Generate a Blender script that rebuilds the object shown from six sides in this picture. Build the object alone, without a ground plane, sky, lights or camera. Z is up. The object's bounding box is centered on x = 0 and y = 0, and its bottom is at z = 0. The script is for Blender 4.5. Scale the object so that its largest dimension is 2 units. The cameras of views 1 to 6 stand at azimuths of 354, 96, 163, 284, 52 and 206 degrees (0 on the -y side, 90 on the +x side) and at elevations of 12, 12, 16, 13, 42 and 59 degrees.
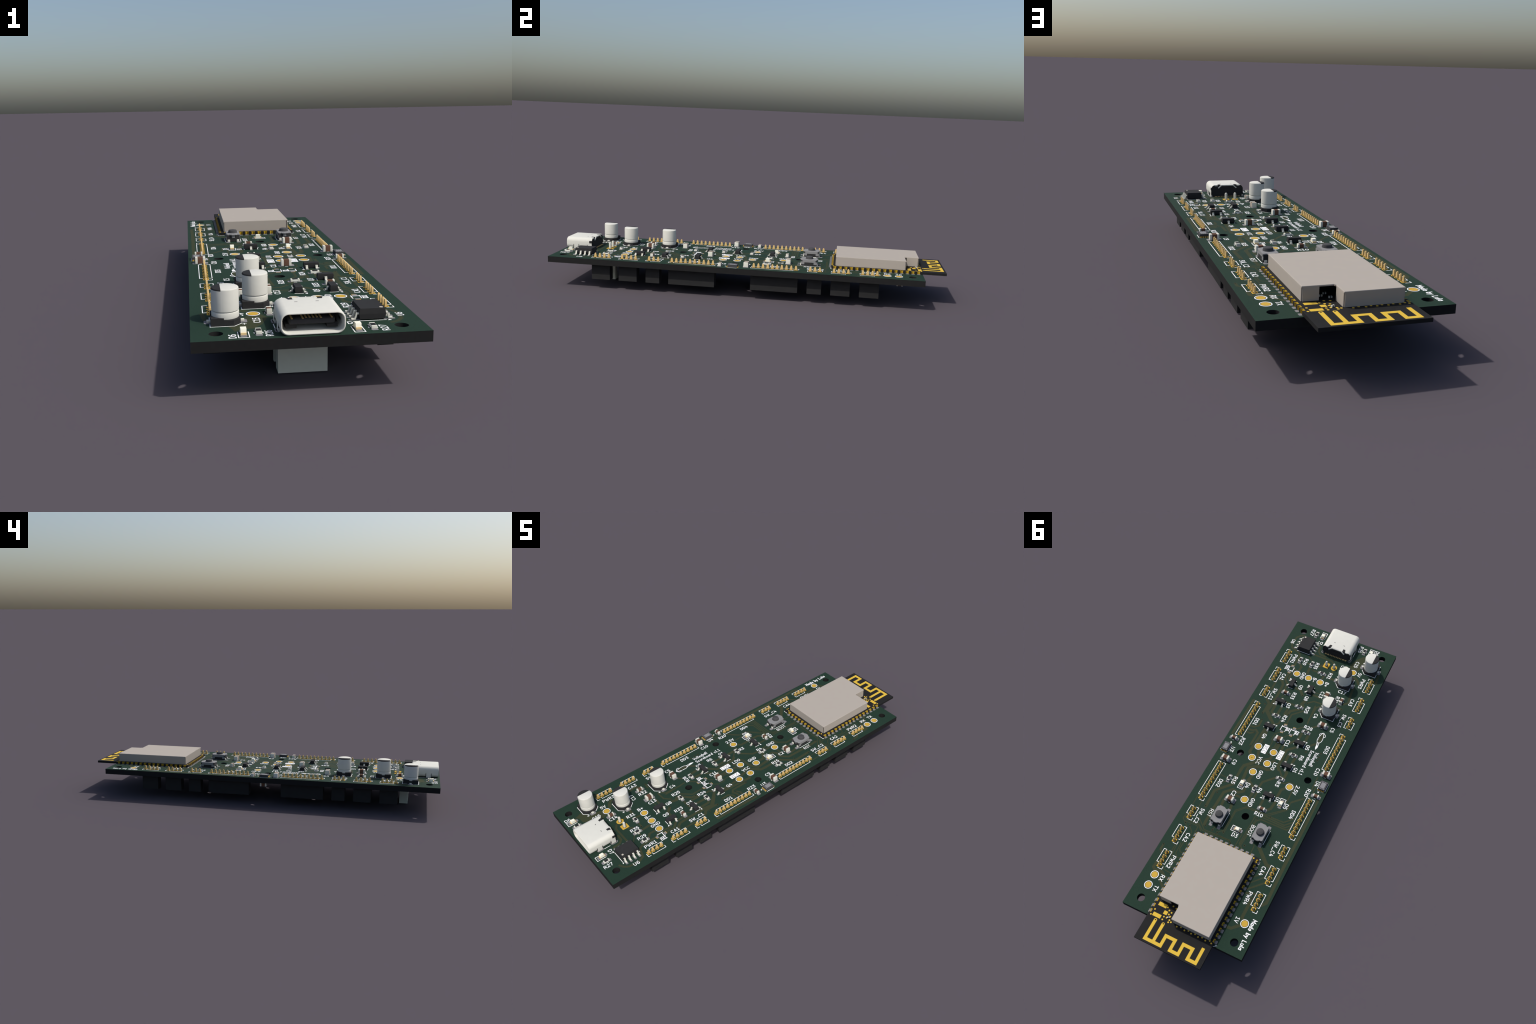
# A long narrow green printed circuit board: radio module, USB socket, capacitors,
# chip parts, header pins above; sockets and a battery connector below.
# Lengths below are in board millimetres: x across (-16.5..16.5), y along (0..102),
# h above the board's top face.  M() turns them into the scene frame.
import bpy, bmesh, math
from math import sin, cos, pi, radians, hypot

K = 2.0 / 108.3          # scene metres per board millimetre
TOP = 8.62               # height of the board's top face above ground, mm
THICK = 1.60
LAYOUT = (-0.04, 0.06)   # offset of the printed layout and its parts against the board outline
def M(x, y, h=0.0):
    return (x * K, y * K - 1.0, (h + TOP) * K)

for o in list(bpy.data.objects):
    bpy.data.objects.remove(o, do_unlink=True)

# ---------------------------------------------------------------- materials
def material(name, rgb, rough=0.5, spec=0.5, grain=0.05, scale=60.0, bump=0.0, sss=0.0):
    m = bpy.data.materials.new(name)
    m.use_nodes = True
    nt = m.node_tree
    b = nt.nodes["Principled BSDF"]
    co = nt.nodes.new("ShaderNodeTexCoord")
    no = nt.nodes.new("ShaderNodeTexNoise")
    no.inputs["Scale"].default_value = scale
    no.inputs["Detail"].default_value = 3.0
    ra = nt.nodes.new("ShaderNodeValToRGB")
    lo, hi = 1.0 - grain, 1.0 + grain
    ra.color_ramp.elements[0].position = 0.3
    ra.color_ramp.elements[1].position = 0.7
    ra.color_ramp.elements[0].color = (rgb[0] * lo, rgb[1] * lo, rgb[2] * lo, 1)
    ra.color_ramp.elements[1].color = (rgb[0] * hi, rgb[1] * hi, rgb[2] * hi, 1)
    nt.links.new(co.outputs["Object"], no.inputs["Vector"])
    nt.links.new(no.outputs["Fac"], ra.inputs["Fac"])
    nt.links.new(ra.outputs["Color"], b.inputs["Base Color"])
    b.inputs["Roughness"].default_value = rough
    b.inputs["Specular IOR Level"].default_value = spec
    if bump:
        bu = nt.nodes.new("ShaderNodeBump")
        bu.inputs["Strength"].default_value = bump
        bu.inputs["Distance"].default_value = 0.0005
        nt.links.new(no.outputs["Fac"], bu.inputs["Height"])
        nt.links.new(bu.outputs["Normal"], b.inputs["Normal"])
    return m

GREEN   = material("solder_mask_green", (0.0140, 0.0345, 0.0220), 0.85, 0.18, 0.14, 260.0)
OLIVE   = material("masked_copper_olive", (0.039, 0.046, 0.023), 0.85, 0.15, 0.06, 200.0)
EDGE    = material("laminate_edge_black", (0.0150, 0.0150, 0.0150), 0.85, 0.15, 0.08, 90.0)
HOLE    = material("hole_dark", (0.006, 0.006, 0.006), 0.85, 0.15, 0.05)
SILK    = material("white_print", (0.86, 0.86, 0.86), 0.85, 0.15, 0.02)
GOLD    = material("gold_plating", (0.518, 0.327, 0.0485), 0.85, 0.15, 0.03)
PINGOLD = material("pin_brass", (0.65, 0.455, 0.190), 0.85, 0.15, 0.03)
ANTGOLD = material("antenna_copper_yellow", (0.64, 0.425, 0.052), 0.85, 0.15, 0.03)
CASTGOLD = material("edge_pad_gold", (0.36, 0.235, 0.018), 0.85, 0.15, 0.03)
SOLDER  = material("solder_grey", (0.205, 0.20, 0.21), 0.85, 0.15, 0.04)
METAL   = material("tin_plate_white", (0.630, 0.625, 0.545), 0.85, 0.15, 0.02)
SHELL   = material("connector_shell_white", (0.612, 0.608, 0.550), 0.85, 0.15, 0.015)
CAN     = material("capacitor_can_white", (0.620, 0.615, 0.556), 0.85, 0.15, 0.015)
SHIELD  = material("shield_warm_grey", (0.386, 0.347, 0.303), 0.85, 0.15, 0.008, 30.0)
BLACK   = material("moulding_black", (0.0275, 0.0275, 0.028), 0.85, 0.15, 0.06)
SOCKETB = material("socket_black", (0.0235, 0.0235, 0.0235), 0.85, 0.15, 0.06)
MODPCB  = material("module_board_black", (0.0153, 0.0151, 0.0150), 0.85, 0.15, 0.08)
BROWN   = material("ceramic_brown", (0.119, 0.062, 0.040), 0.85, 0.15, 0.05)
FILM    = material("resistor_film_black", (0.022, 0.022, 0.024), 0.85, 0.15, 0.05)
ALUM    = material("alumina_white", (0.72, 0.72, 0.65), 0.85, 0.15, 0.02)
STEEL   = material("switch_cover_grey", (0.226, 0.225, 0.226), 0.85, 0.15, 0.03)
PLUNGER = material("switch_plunger_grey", (0.060, 0.060, 0.062), 0.85, 0.15, 0.04)
LEDW    = material("lamp_lens_cream", (0.80, 0.79, 0.66), 0.85, 0.15, 0.02)
LEDA    = material("lamp_base_amber", (0.72, 0.54, 0.27), 0.85, 0.15, 0.03)
CHIPG   = material("chip_grey", (0.060, 0.060, 0.062), 0.85, 0.15, 0.05)
CHIPL   = material("chip_pad_light_grey", (0.215, 0.215, 0.22), 0.85, 0.15, 0.04)
TONGUE  = material("tongue_charcoal", (0.042, 0.042, 0.043), 0.7, 0.2, 0.05)  # black plastic lightened to grey to paint the sunlight on its front face
IVORY   = material("housing_ivory", (0.64, 0.66, 0.57), 0.85, 0.15, 0.02)
DOT     = material("marker_dot_beige", (0.50, 0.46, 0.38), 0.85, 0.15, 0.03)

# ---------------------------------------------------------------- mesh builder
def rrect(x0, x1, y0, y1, r=0.0, n=4):
    """rounded rectangle outline, anticlockwise"""
    if r <= 0:
        return [(x0, y0), (x1, y0), (x1, y1), (x0, y1)]
    pts = []
    for cx, cy, a in ((x1 - r, y0 + r, -90), (x1 - r, y1 - r, 0), (x0 + r, y1 - r, 90), (x0 + r, y0 + r, 180)):
        for i in range(n + 1):
            t = radians(a + 90.0 * i / n)
            pts.append((cx + r * cos(t), cy + r * sin(t)))
    return pts

def circle(cx, cy, r, n=24):
    return [(cx + r * cos(2 * pi * i / n), cy + r * sin(2 * pi * i / n)) for i in range(n)]

def arc(cx, cy, rx, ry, a0, a1, n=7):
    return [(cx + rx * cos(radians(a0 + (a1 - a0) * i / n)), cy + ry * sin(radians(a0 + (a1 - a0) * i / n))) for i in range(n + 1)]

def ribbon_outline(pts, w, cap=True, n=5):
    """outline of a stroke of width w along an open polyline, mitred, round ends"""
    r = w / 2.0
    N = len(pts)
    left, right = [], []
    dirs = []
    for i in range(N - 1):
        dx, dy = pts[i + 1][0] - pts[i][0], pts[i + 1][1] - pts[i][1]
        l = hypot(dx, dy) or 1e-9
        dirs.append((dx / l, dy / l))
    for i in range(N):
        if i == 0: d0 = d1 = dirs[0]
        elif i == N - 1: d0 = d1 = dirs[-1]
        else: d0, d1 = dirs[i - 1], dirs[i]
        nx, ny = -(d0[1] + d1[1]), d0[0] + d1[0]
        l = hypot(nx, ny)
        if l < 0.2:
            nx, ny, k = -d0[1], d0[0], 1.0
        else:
            nx, ny = nx / l, ny / l
            k = 1.0 / max(0.35, -nx * d0[1] + ny * d0[0])
        left.append((pts[i][0] + nx * r * k, pts[i][1] + ny * r * k))
        right.append((pts[i][0] - nx * r * k, pts[i][1] - ny * r * k))
    out = list(right)
    if cap:
        a = math.atan2(dirs[-1][1], dirs[-1][0])
        out += [(pts[-1][0] + r * cos(a - pi / 2 + pi * j / n), pts[-1][1] + r * sin(a - pi / 2 + pi * j / n)) for j in range(1, n)]
    out += left[::-1]
    if cap:
        a = math.atan2(-dirs[0][1], -dirs[0][0])
        out += [(pts[0][0] + r * cos(a - pi / 2 + pi * j / n), pts[0][1] + r * sin(a - pi / 2 + pi * j / n)) for j in range(1, n)]
    return out

class Builder:
    def __init__(self):
        self.v, self.f, self.m, self.mats = [], [], [], []
    def mi(self, mat):
        if mat not in self.mats: self.mats.append(mat)
        return self.mats.index(mat)
    def face(self, idx, mat):
        self.f.append(tuple(idx)); self.m.append(self.mi(mat))
    def loft(self, rings, mat, cap0=True, cap1=True, top=None, closed=True):
        """rings: lists of 3D points of equal length, joined in order"""
        base = len(self.v); n = len(rings[0])
        for r in rings: self.v += [tuple(p) for p in r]
        for k in range(len(rings) - 1):
            for i in range(n if closed else n - 1):
                j = (i + 1) % n
                a, b = base + k * n, base + (k + 1) * n
                self.face((a + i, a + j, b + j, b + i), mat)
        if cap0: self.face([base + i for i in range(n)][::-1], mat)
        if cap1: self.face([base + (len(rings) - 1) * n + i for i in range(n)], top or mat)
    def prism(self, outline, z0, z1, mat, top=None, bottom=True):
        self.loft([[(x, y, z0) for x, y in outline], [(x, y, z1) for x, y in outline]], mat, cap0=bottom, top=top)
    def box(self, x0, x1, y0, y1, z0, z1, mat, c=0.0, top=None, r=0.0, n=3):
        """box with vertical-edge radius r and top chamfer c"""
        if c <= 0:
            self.prism(rrect(x0, x1, y0, y1, r, n), z0, z1, mat, top)
            return
        s = [[(x, y, z) for x, y in rrect(x0 + i, x1 - i, y0 + i, y1 - i, max(r - i * 0.5, c * 0.6), n)] for z, i in ((z0, 0), (z1 - c, 0), (z1 - c * 0.3, c * 0.3), (z1, c))]
        self.loft(s, mat, top=top)
    def lathe(self, profile, mat, cx=0.0, cy=0.0, n=32, cap0=True, cap1=True):
        self.loft([[(cx + r * cos(2 * pi * i / n), cy + r * sin(2 * pi * i / n), z) for i in range(n)] for r, z in profile], mat, cap0, cap1)
    def ring(self, outer, inner, z0, z1, mat):
        """flat ring between two outlines with equal point counts"""
        n = len(outer); b = len(self.v)
        for pts, z in ((outer, z0), (outer, z1), (inner, z1), (inner, z0)):
            self.v += [(x, y, z) for x, y in pts]
        for k in range(4):
            l = (k + 1) % 4
            for i in range(n):
                j = (i + 1) % n
                self.face((b + k * n + i, b + k * n + j, b + l * n + j, b + l * n + i), mat)
    def stroke(self, pts, w, z0, z1, mat, cap=True):
        self.prism(ribbon_outline(pts, w, cap), z0, z1, mat)
    def extrude_y(self, outline_xz, y0, y1, mat):
        self.loft([[(x, y0, z) for x, z in outline_xz], [(x, y1, z) for x, z in outline_xz]], mat)
    def extrude_x(self, outline_yz, x0, x1, mat):
        self.loft([[(x0, y, z) for y, z in outline_yz], [(x1, y, z) for y, z in outline_yz]], mat)
    def mesh(self, name, smooth=32.0):
        me = bpy.data.meshes.new(name)
        me.from_pydata([(x * K, y * K, z * K) for x, y, z in self.v], [], self.f)
        for mt in self.mats: me.materials.append(mt)
        me.polygons.foreach_set("material_index", self.m)
        bm = bmesh.new(); bm.from_mesh(me)
        bmesh.ops.recalc_face_normals(bm, faces=bm.faces[:])
        bm.to_mesh(me); bm.free()
        me.polygons.foreach_set("use_smooth", [True] * len(me.polygons))
        me.set_sharp_from_angle(angle=radians(smooth))
        me.update()
        return me

ROOT = bpy.data.objects.new("circuit_board", None)
ROOT.empty_display_size = 0.1
bpy.context.scene.collection.objects.link(ROOT)
ROOT["label"] = "long green circuit board with radio module and white capacitors"
ROOT["category"] = "circuit board"

def add(name, mesh, x=0.0, y=0.0, h=0.0, rot=0.0, parent=None, flip=False, stuff=False, exact=False):
    """place a part; sub-parts sit in their parent's frame"""
    o = bpy.data.objects.new(name, mesh)
    bpy.context.scene.collection.objects.link(o)
    if parent is None:
        o.parent = ROOT
        o.location = M(x, y, h) if exact else M(x + LAYOUT[0], y + LAYOUT[1], h)
    else:
        o.parent = parent
        o.location = (x * K, y * K, h * K)
    o.rotation_euler = (0.0, pi if flip else 0.0, radians(rot))
    if stuff: o["kind"] = "stuff"
    return o
# ---------------------------------------------------------------- stroke lettering
# single-stroke letters: cap height 1, baseline 0; each glyph is a width and its strokes
GLYPH = {}
def glyph(ch, w, *strokes): GLYPH[ch] = (w, strokes)
def bowl(x0, x1, y0, y1, r=0.26):
    """D-shaped bowl: out along the top, round, back along the bottom"""
    return [(x0, y1), (x1 - r, y1)] + arc(x1 - r, y1 - r, r, r, 90, 0, 4)[1:] + arc(x1 - r, y0 + r, r, r, 0, -90, 4) + [(x0, y0)]
def oval(w, y0=0.0, y1=1.0):
    return arc(w / 2, (y0 + y1) / 2, w / 2, (y1 - y0) / 2, 90, 450, 16)
glyph('0', .62, oval(.62))
glyph('1', .48, [(.02, .80), (.26, 1), (.26, 0)], [(0, 0), (.5, 0)])
glyph('2', .60, arc(.3, .70, .29, .30, 155, -20, 6) + [(.5, .5), (0, 0), (.62, 0)])
glyph('3', .60, [(.02, 1), (.60, 1), (.26, .60)] + arc(.30, .30, .30, .30, 85, -150, 8))
glyph('4', .64, [(.46, 0), (.46, .66)], [(.24, 1), (.02, .30), (.64, .30)])
glyph('5', .58, [(.54, 1), (.08, 1), (.04, .56)] + arc(.28, .31, .30, .31, 110, -150, 8))
glyph('6', .60, [(.50, 1), (.36, .98)] + arc(.34, .45, .33, .52, 100, 180, 4) + arc(.31, .30, .30, .30, 180, 520, 12))
glyph('7', .62, [(0, 1), (.62, 1), (.22, 0)])
glyph('8', .60, arc(.3, .76, .25, .24, 270, 630, 12), arc(.3, .27, .30, .27, 90, 450, 12))
glyph('9', .60, [(.10, 0), (.24, .02)] + arc(.27, .55, .33, .52, -80, 0, 4) + arc(.30, .70, .30, .30, 0, 340, 12))
glyph('A', .68, [(0, 0), (.34, 1), (.68, 0)], [(.12, .30), (.56, .30)])
glyph('B', .62, [(.02, 0), (.02, 1)], bowl(.02, .58, .52, 1, .23), bowl(.02, .64, 0, .52, .25))
glyph('C', .66, arc(.38, .5, .38, .5, 52, 308, 12))
glyph('D', .66, [(.02, 0), (.02, 1)], bowl(.02, .66, 0, 1, .42))
glyph('G', .70, arc(.38, .5, .38, .5, 52, 318, 12) + [(.70, .46), (.44, .46)])
glyph('L', .56, [(.02, 1), (.02, 0), (.54, 0)])
glyph('N', .70, [(.02, 0), (.02, 1), (.66, 0), (.66, 1)])
glyph('O', .72, oval(.72))
glyph('P', .64, [(.02, 0), (.02, 1)], bowl(.02, .64, .45, 1, .27))
glyph('Q', .72, oval(.72), [(.48, .16), (.72, -.14)])
glyph('R', .66, [(.02, 0), (.02, 1)], bowl(.02, .62, .45, 1, .27), [(.34, .45), (.66, 0)])
glyph('S', .62, arc(.32, .74, .29, .26, 40, 200, 6) + [(.16, .55), (.46, .45)] + arc(.30, .26, .31, .26, 30, -150, 7))
glyph('T', .62, [(0, 1), (.62, 1)], [(.31, 1), (.31, 0)])
glyph('U', .68, [(.02, 1), (.02, .30)] + arc(.33, .31, .31, .31, 180, 360, 8) + [(.64, 1)])
glyph('V', .66, [(0, 1), (.33, 0), (.66, 1)])
glyph('W', .86, [(0, 1), (.22, 0), (.43, .72), (.64, 0), (.86, 1)])
glyph('X', .64, [(0, 1), (.64, 0)], [(0, 0), (.64, 1)])
glyph('M', .74, [(0, 0), (0, 1), (.36, .35), (.72, 1), (.72, 0)])
glyph('+', .66, [(0, .45), (.66, .45)], [(.33, .12), (.33, .78)])
glyph('-', .66, [(0, .45), (.66, .45)])
glyph('.', .10, [(.05, 0), (.05, .04)])
glyph('_', .72, [(-.06, -.10), (.78, -.10)])
glyph(' ', .34)
glyph('a', .50, arc(.24, .30, .24, .30, 20, 340, 10), [(.48, .62), (.48, 0)])
glyph('b', .50, [(.02, 1.05), (.02, 0)], arc(.26, .30, .25, .30, 160, -160, 10))
glyph('c', .46, arc(.27, .30, .25, .30, 50, 310, 8))
glyph('d', .50, [(.48, 1.05), (.48, 0)], arc(.24, .30, .24, .30, 20, 340, 10))
glyph('e', .48, [(.03, .32), (.49, .32)] + arc(.26, .30, .24, .31, 10, 310, 10))
glyph('l', .16, [(.04, 1.05), (.04, .06), (.14, 0)])
glyph('o', .50, arc(.25, .30, .25, .30, 90, 450, 12))
glyph('r', .36, [(.02, .62), (.02, 0)], arc(.24, .30, .22, .30, 170, 55, 4))
glyph('u', .50, [(.02, .62), (.02, .22)] + arc(.25, .22, .23, .22, 180, 360, 6), [(.48, .62), (.48, 0)])
glyph('v', .48, [(0, .62), (.24, 0), (.48, .62)])
glyph('y', .48, [(0, .62), (.25, 0)], [(.48, .62), (.12, -.32)])

def lettering(text, size=0.95, stroke=0.155, gap=0.30, squeeze=1.0, z=0.0115, mat=None, step=0.0003):
    """mesh of one line of lettering centred on its own origin"""
    wid = sum(GLYPH[c][0] * squeeze + gap for c in text) - gap
    b = Builder(); x = -wid * size / 2; k = 0
    for c in text:
        w, strokes = GLYPH[c]
        for s in strokes:
            pts = [(x + px * squeeze * size, (py - 0.5) * size) for px, py in s]
            b.stroke(pts, stroke, 0.0, z + step * (k % 4), mat or SILK); k += 1
        x += (w * squeeze + gap) * size
    return b.mesh("lettering")

# lettering runs along +y ('N'), along -x ('X') or along +x ('P')
TURN = {'N': 90.0, 'X': 180.0, 'P': 0.0}
def label(text, x, y, turn='N', **kw):
    return add("printed_label", lettering(text, **kw), x, y, 0.0, TURN[turn])
# ---------------------------------------------------------------- the board
HOLES = [(13, 3), (-13, 3), (0, 34), (10.3, 51), (-10.3, 51), (0, 68), (13, 99), (-13, 99)]
HOLE_R = 1.0
def make_board():
    cu = bpy.data.curves.new("board_outline", 'CURVE')
    cu.dimensions = '2D'; cu.fill_mode = 'BOTH'; cu.extrude = THICK * K / 2
    for pts in [rrect(-16.5, 16.5, 0, 102)] + [circle(x, y, HOLE_R, 40) for x, y in HOLES]:
        s = cu.splines.new('POLY'); s.points.add(len(pts) - 1); s.use_cyclic_u = True
        for p, (x, y) in zip(s.points, pts): p.co = (x * K, y * K, 0, 1)
    tmp = bpy.data.objects.new("board_outline", cu)
    bpy.context.scene.collection.objects.link(tmp)
    bpy.context.view_layer.update()
    me = bpy.data.meshes.new_from_object(tmp.evaluated_get(bpy.context.evaluated_depsgraph_get()))
    bpy.data.objects.remove(tmp, do_unlink=True)
    me.name = "board"
    bm = bmesh.new(); bm.from_mesh(me)
    bmesh.ops.remove_doubles(bm, verts=bm.verts[:], dist=1e-6)
    bmesh.ops.recalc_face_normals(bm, faces=bm.faces[:])
    bm.to_mesh(me); bm.free()
    me.materials.clear()
    for m in (GREEN, EDGE): me.materials.append(m)
    for p in me.polygons:
        p.material_index = 0 if abs(p.normal.z) > 0.5 else 1
        p.use_smooth = False
    return add("board", me, 0, 0, -THICK / 2, exact=True)
make_board()

# ---------------------------------------------------------------- copper under the mask
copper = Builder(); _n = [0]
def route(w, *pts):
    copper.stroke(list(pts), w, 0.0, 0.0012 + 0.0003 * (_n[0] % 14), OLIVE); _n[0] += 1
route(0.60, (12.1, 4.4), (13.2, 5.0), (14.0, 6.1), (14.3, 8.9), (13.5, 10.5), (10.7, 11.3), (10.1, 12.4), (10.0, 16.3))
route(0.65, (9.1, 14.9), (7.8, 16.1), (7.9, 18.0))
route(0.75, (5.4, 15.1), (5.2, 17.7))
route(0.25, (7.5, 11.3), (5.7, 12.7))
route(0.55, (6.6, 14.0), (5.5, 13.8))
route(0.55, (6.2, 10.1), (0.5, 10.1), (-0.7, 10.9))
route(0.60, (5.9, 6.3), (5.6, 8.3), (4.7, 9.2), (2.9, 9.3))
route(0.60, (3.2, 13.8), (2.2, 12.6))
route(0.45, (4.3, 15.8), (2.6, 15.8))
route(0.60, (-1.3, 13.4), (-1.6, 15.0))
route(0.65, (0.3, 16.2), (0.4, 17.6))
route(0.65, (-1.5, 16.3), (-3.4, 16.5))
route(0.65, (-7.9, 13.1), (-9.2, 13.6), (-10.1, 14.8))
route(0.65, (-14.3, 9.3), (-14.7, 12.4))
route(0.65, (9.8, 17.4), (8.9, 18.0), (9.4, 20.8), (9.3, 21.7))
route(0.65, (10.2, 19.4), (10.3, 22.2), (8.9, 23.7))
route(0.80, (11.8, 22.9), (10.7, 23.3), (9.9, 24.4), (9.8, 25.8), (9.6, 32.2), (10.0, 35.2), (7.6, 37.4))
route(0.55, (12.3, 24.2), (12.3, 27.5))
route(0.55, (12.4, 30.6), (10.8, 32.0), (10.7, 34.8))
route(0.60, (8.8, 24.4), (8.7, 26.2))
route(0.80, (6.0, 24.0), (4.5, 24.0), (3.1, 25.5))
route(0.25, (7.9, 27.8), (8.4, 28.9))
route(0.60, (6.4, 29.8), (3.9, 29.8))
route(0.65, (8.6, 32.4), (8.6, 34.8), (7.9, 35.2))
route(0.65, (6.7, 32.4), (6.7, 34.8))
route(0.55, (4.8, 31.8), (4.8, 34.3))
route(0.95, (1.6, 27.3), (1.9, 28.5), (1.2, 29.2))
route(0.45, (0.6, 27.5), (-0.9, 26.1), (-3.6, 26.0))
route(0.80, (1.6, 30.3), (3.9, 32.3), (4.1, 33.7))
route(0.25, (0.0, 23.1), (-1.1, 23.0))
route(0.65, (0.3, 24.1), (-1.9, 24.2))
route(0.45, (-3.5, 26.7), (-2.4, 27.8), (-2.2, 32.7))
route(0.65, (-1.7, 16.5), (-3.3, 16.3))
route(0.65, (-8.0, 12.8), (-9.0, 13.3), (-9.9, 14.2))
route(0.65, (-9.1, 23.4), (-10.1, 22.4), (-9.7, 20.1), (-9.3, 16.6))
route(0.55, (-9.3, 25.3), (-7.7, 25.1))
route(0.75, (15.2, 33.2), (15.2, 38.2), (15.4, 46.1))
route(0.65, (11.7, 31.6), (10.4, 32.6), (10.8, 36.2))
route(0.65, (8.8, 32.1), (8.7, 34.6), (7.9, 35.2))
route(0.80, (9.9, 30.4), (9.9, 34.8), (6.5, 38.2))
route(0.75, (6.7, 32.3), (6.8, 34.5))
route(0.55, (4.9, 31.9), (5.0, 33.8))
route(0.45, (0.5, 30.6), (3.0, 33.2), (2.9, 37.0))
route(0.55, (5.0, 36.6), (5.0, 37.5), (5.9, 38.4))
route(0.55, (9.9, 38.4), (9.8, 40.6), (10.8, 41.6), (12.1, 41.7))
route(0.55, (10.0, 43.2), (11.0, 44.0), (12.1, 43.9))
route(0.60, (12.1, 42.9), (10.8, 42.8), (9.9, 42.2), (9.0, 42.9), (9.0, 47.6))
route(0.80, (7.7, 41.0), (8.2, 49.5), (7.3, 50.4))
route(0.80, (6.9, 41.6), (6.8, 45.6))
route(0.25, (3.6, 40.2), (4.4, 41.2), (4.5, 43.1), (3.9, 43.8), (3.8, 46.3))
route(0.25, (0.9, 40.0), (1.8, 41.2))
route(0.35, (2.7, 43.7), (2.6, 45.2), (3.3, 46.2))
route(0.95, (1.8, 43.5), (1.9, 45.7))
route(0.80, (0.5, 43.4), (0.4, 45.4))
route(0.80, (-2.4, 38.0), (-2.3, 39.9))
route(0.80, (-4.3, 37.7), (-4.4, 39.7))
route(0.40, (-2.0, 35.5), (-0.3, 37.2))
route(0.55, (-5.3, 33.7), (-4.2, 34.7))
route(0.40, (-1.9, 27.5), (-2.4, 34.1))
route(0.65, (-1.5, 41.1), (-0.6, 42.5))
route(0.80, (-2.8, 42.8), (-0.9, 44.6), (-1.0, 50.4), (-1.7, 51.4))
route(0.65, (-7.8, 38.8), (-6.4, 40.4))
route(0.75, (-2.1, 45.9), (-2.2, 48.1))
route(0.75, (-4.2, 46.0), (-4.1, 47.9))
route(0.80, (2.0, 48.0), (2.0, 49.1), (4.8, 51.7), (7.6, 54.4), (7.8, 56.0))
route(0.80, (6.0, 48.1), (5.4, 50.3))
route(0.80, (0.5, 49.4), (1.8, 50.4))
route(0.80, (3.9, 50.5), (7.6, 54.2), (7.7, 58.0), (7.6, 60.8), (11.1, 64.5), (10.9, 69.8))
route(0.85, (-0.1, 51.8), (1.1, 52.7), (4.1, 52.8), (6.2, 54.3), (5.8, 58.5))
route(0.85, (4.1, 56.2), (4.3, 57.8), (2.3, 59.2))
route(0.80, (4.0, 60.7), (4.0, 61.5), (5.0, 62.4), (6.8, 62.2), (8.6, 64.0), (8.8, 70.1), (8.8, 72.9), (8.7, 74.6))
route(0.65, (5.7, 63.5), (3.7, 63.4))
route(0.75, (1.5, 60.9), (1.7, 63.1))
route(0.55, (0.5, 60.4), (0.5, 62.3))
route(0.60, (-2.1, 53.9), (0.6, 56.7), (0.8, 58.5))
route(0.80, (-3.4, 50.8), (-4.1, 51.3), (-4.1, 52.9))
route(0.40, (-1.3, 50.6), (-3.4, 52.9))
route(0.35, (-4.0, 54.7), (-5.0, 54.6), (-5.7, 53.8), (-7.2, 53.7), (-7.8, 54.2), (-8.0, 59.5))
route(0.75, (-6.0, 55.6), (-5.0, 56.7), (-5.0, 59.0))
route(0.65, (-2.0, 61.5), (-2.0, 63.7))
route(0.75, (-5.2, 60.9), (-5.0, 63.0), (-4.3, 63.9))
route(0.75, (7.5, 65.9), (7.3, 67.8))
route(0.75, (5.0, 66.0), (4.7, 67.5))
route(0.25, (-8.8, 61.5), (-4.7, 65.1), (1.0, 65.2), (3.3, 67.5), (3.3, 74.5))
route(0.25, (-10.8, 57.1), (-9.0, 58.9), (-9.1, 61.6), (-5.1, 65.4), (1.0, 65.6), (3.0, 67.8), (2.9, 74.8))
route(0.25, (10.2, 59.6), (12.0, 59.5))
route(0.25, (9.7, 60.8), (10.7, 61.7), (12.2, 61.6))
route(0.25, (14.4, 67.4), (14.3, 72.3))
route(0.25, (12.6, 68.8), (12.4, 73.2))
route(0.35, (-6.0, 65.3), (-9.8, 65.2), (-11.9, 63.1))
route(0.35, (-4.4, 65.7), (-10.3, 65.9), (-12.2, 64.0))
route(0.35, (-4.1, 66.3), (-10.8, 66.4), (-12.1, 65.2))
route(0.35, (-3.2, 67.9), (-4.1, 67.0), (-11.4, 66.9), (-12.2, 66.0))
route(0.25, (-2.3, 66.8), (-2.1, 75.6))
route(0.25, (-8.8, 59.7), (-9.2, 58.9), (-11.8, 56.2))
route(0.25, (-9.2, 61.3), (-9.0, 59.3), (-11.8, 56.5))
route(0.65, (-15.3, 55.4), (-15.3, 75.7))
route(0.35, (-12.3, 49.0), (-12.4, 53.1))
route(0.35, (-13.1, 52.1), (-13.1, 53.7))
route(0.25, (-2.9, 67.3), (-2.3, 76.9))
route(0.25, (-3.2, 68.0), (-2.7, 76.0), (-3.4, 76.5))
route(0.25, (4.7, 76.1), (0.7, 76.0), (-0.3, 76.8))
route(0.25, (-5.6, 74.1), (-5.9, 74.5), (-6.0, 76.9))
route(0.25, (-1.5, 72.8), (-1.5, 77.0))
route(0.95, (-7.2, 74.3), (-11.0, 77.8), (-12.4, 78.0))
route(0.80, (-15.3, 61.2), (-15.3, 80.3))
route(0.80, (-15.2, 74.4), (-15.5, 86.9), (-14.8, 87.8))
route(0.30, (-12.1, 79.5), (-9.4, 82.3))
route(0.35, (-12.1, 81.1), (-9.4, 84.0))
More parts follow.
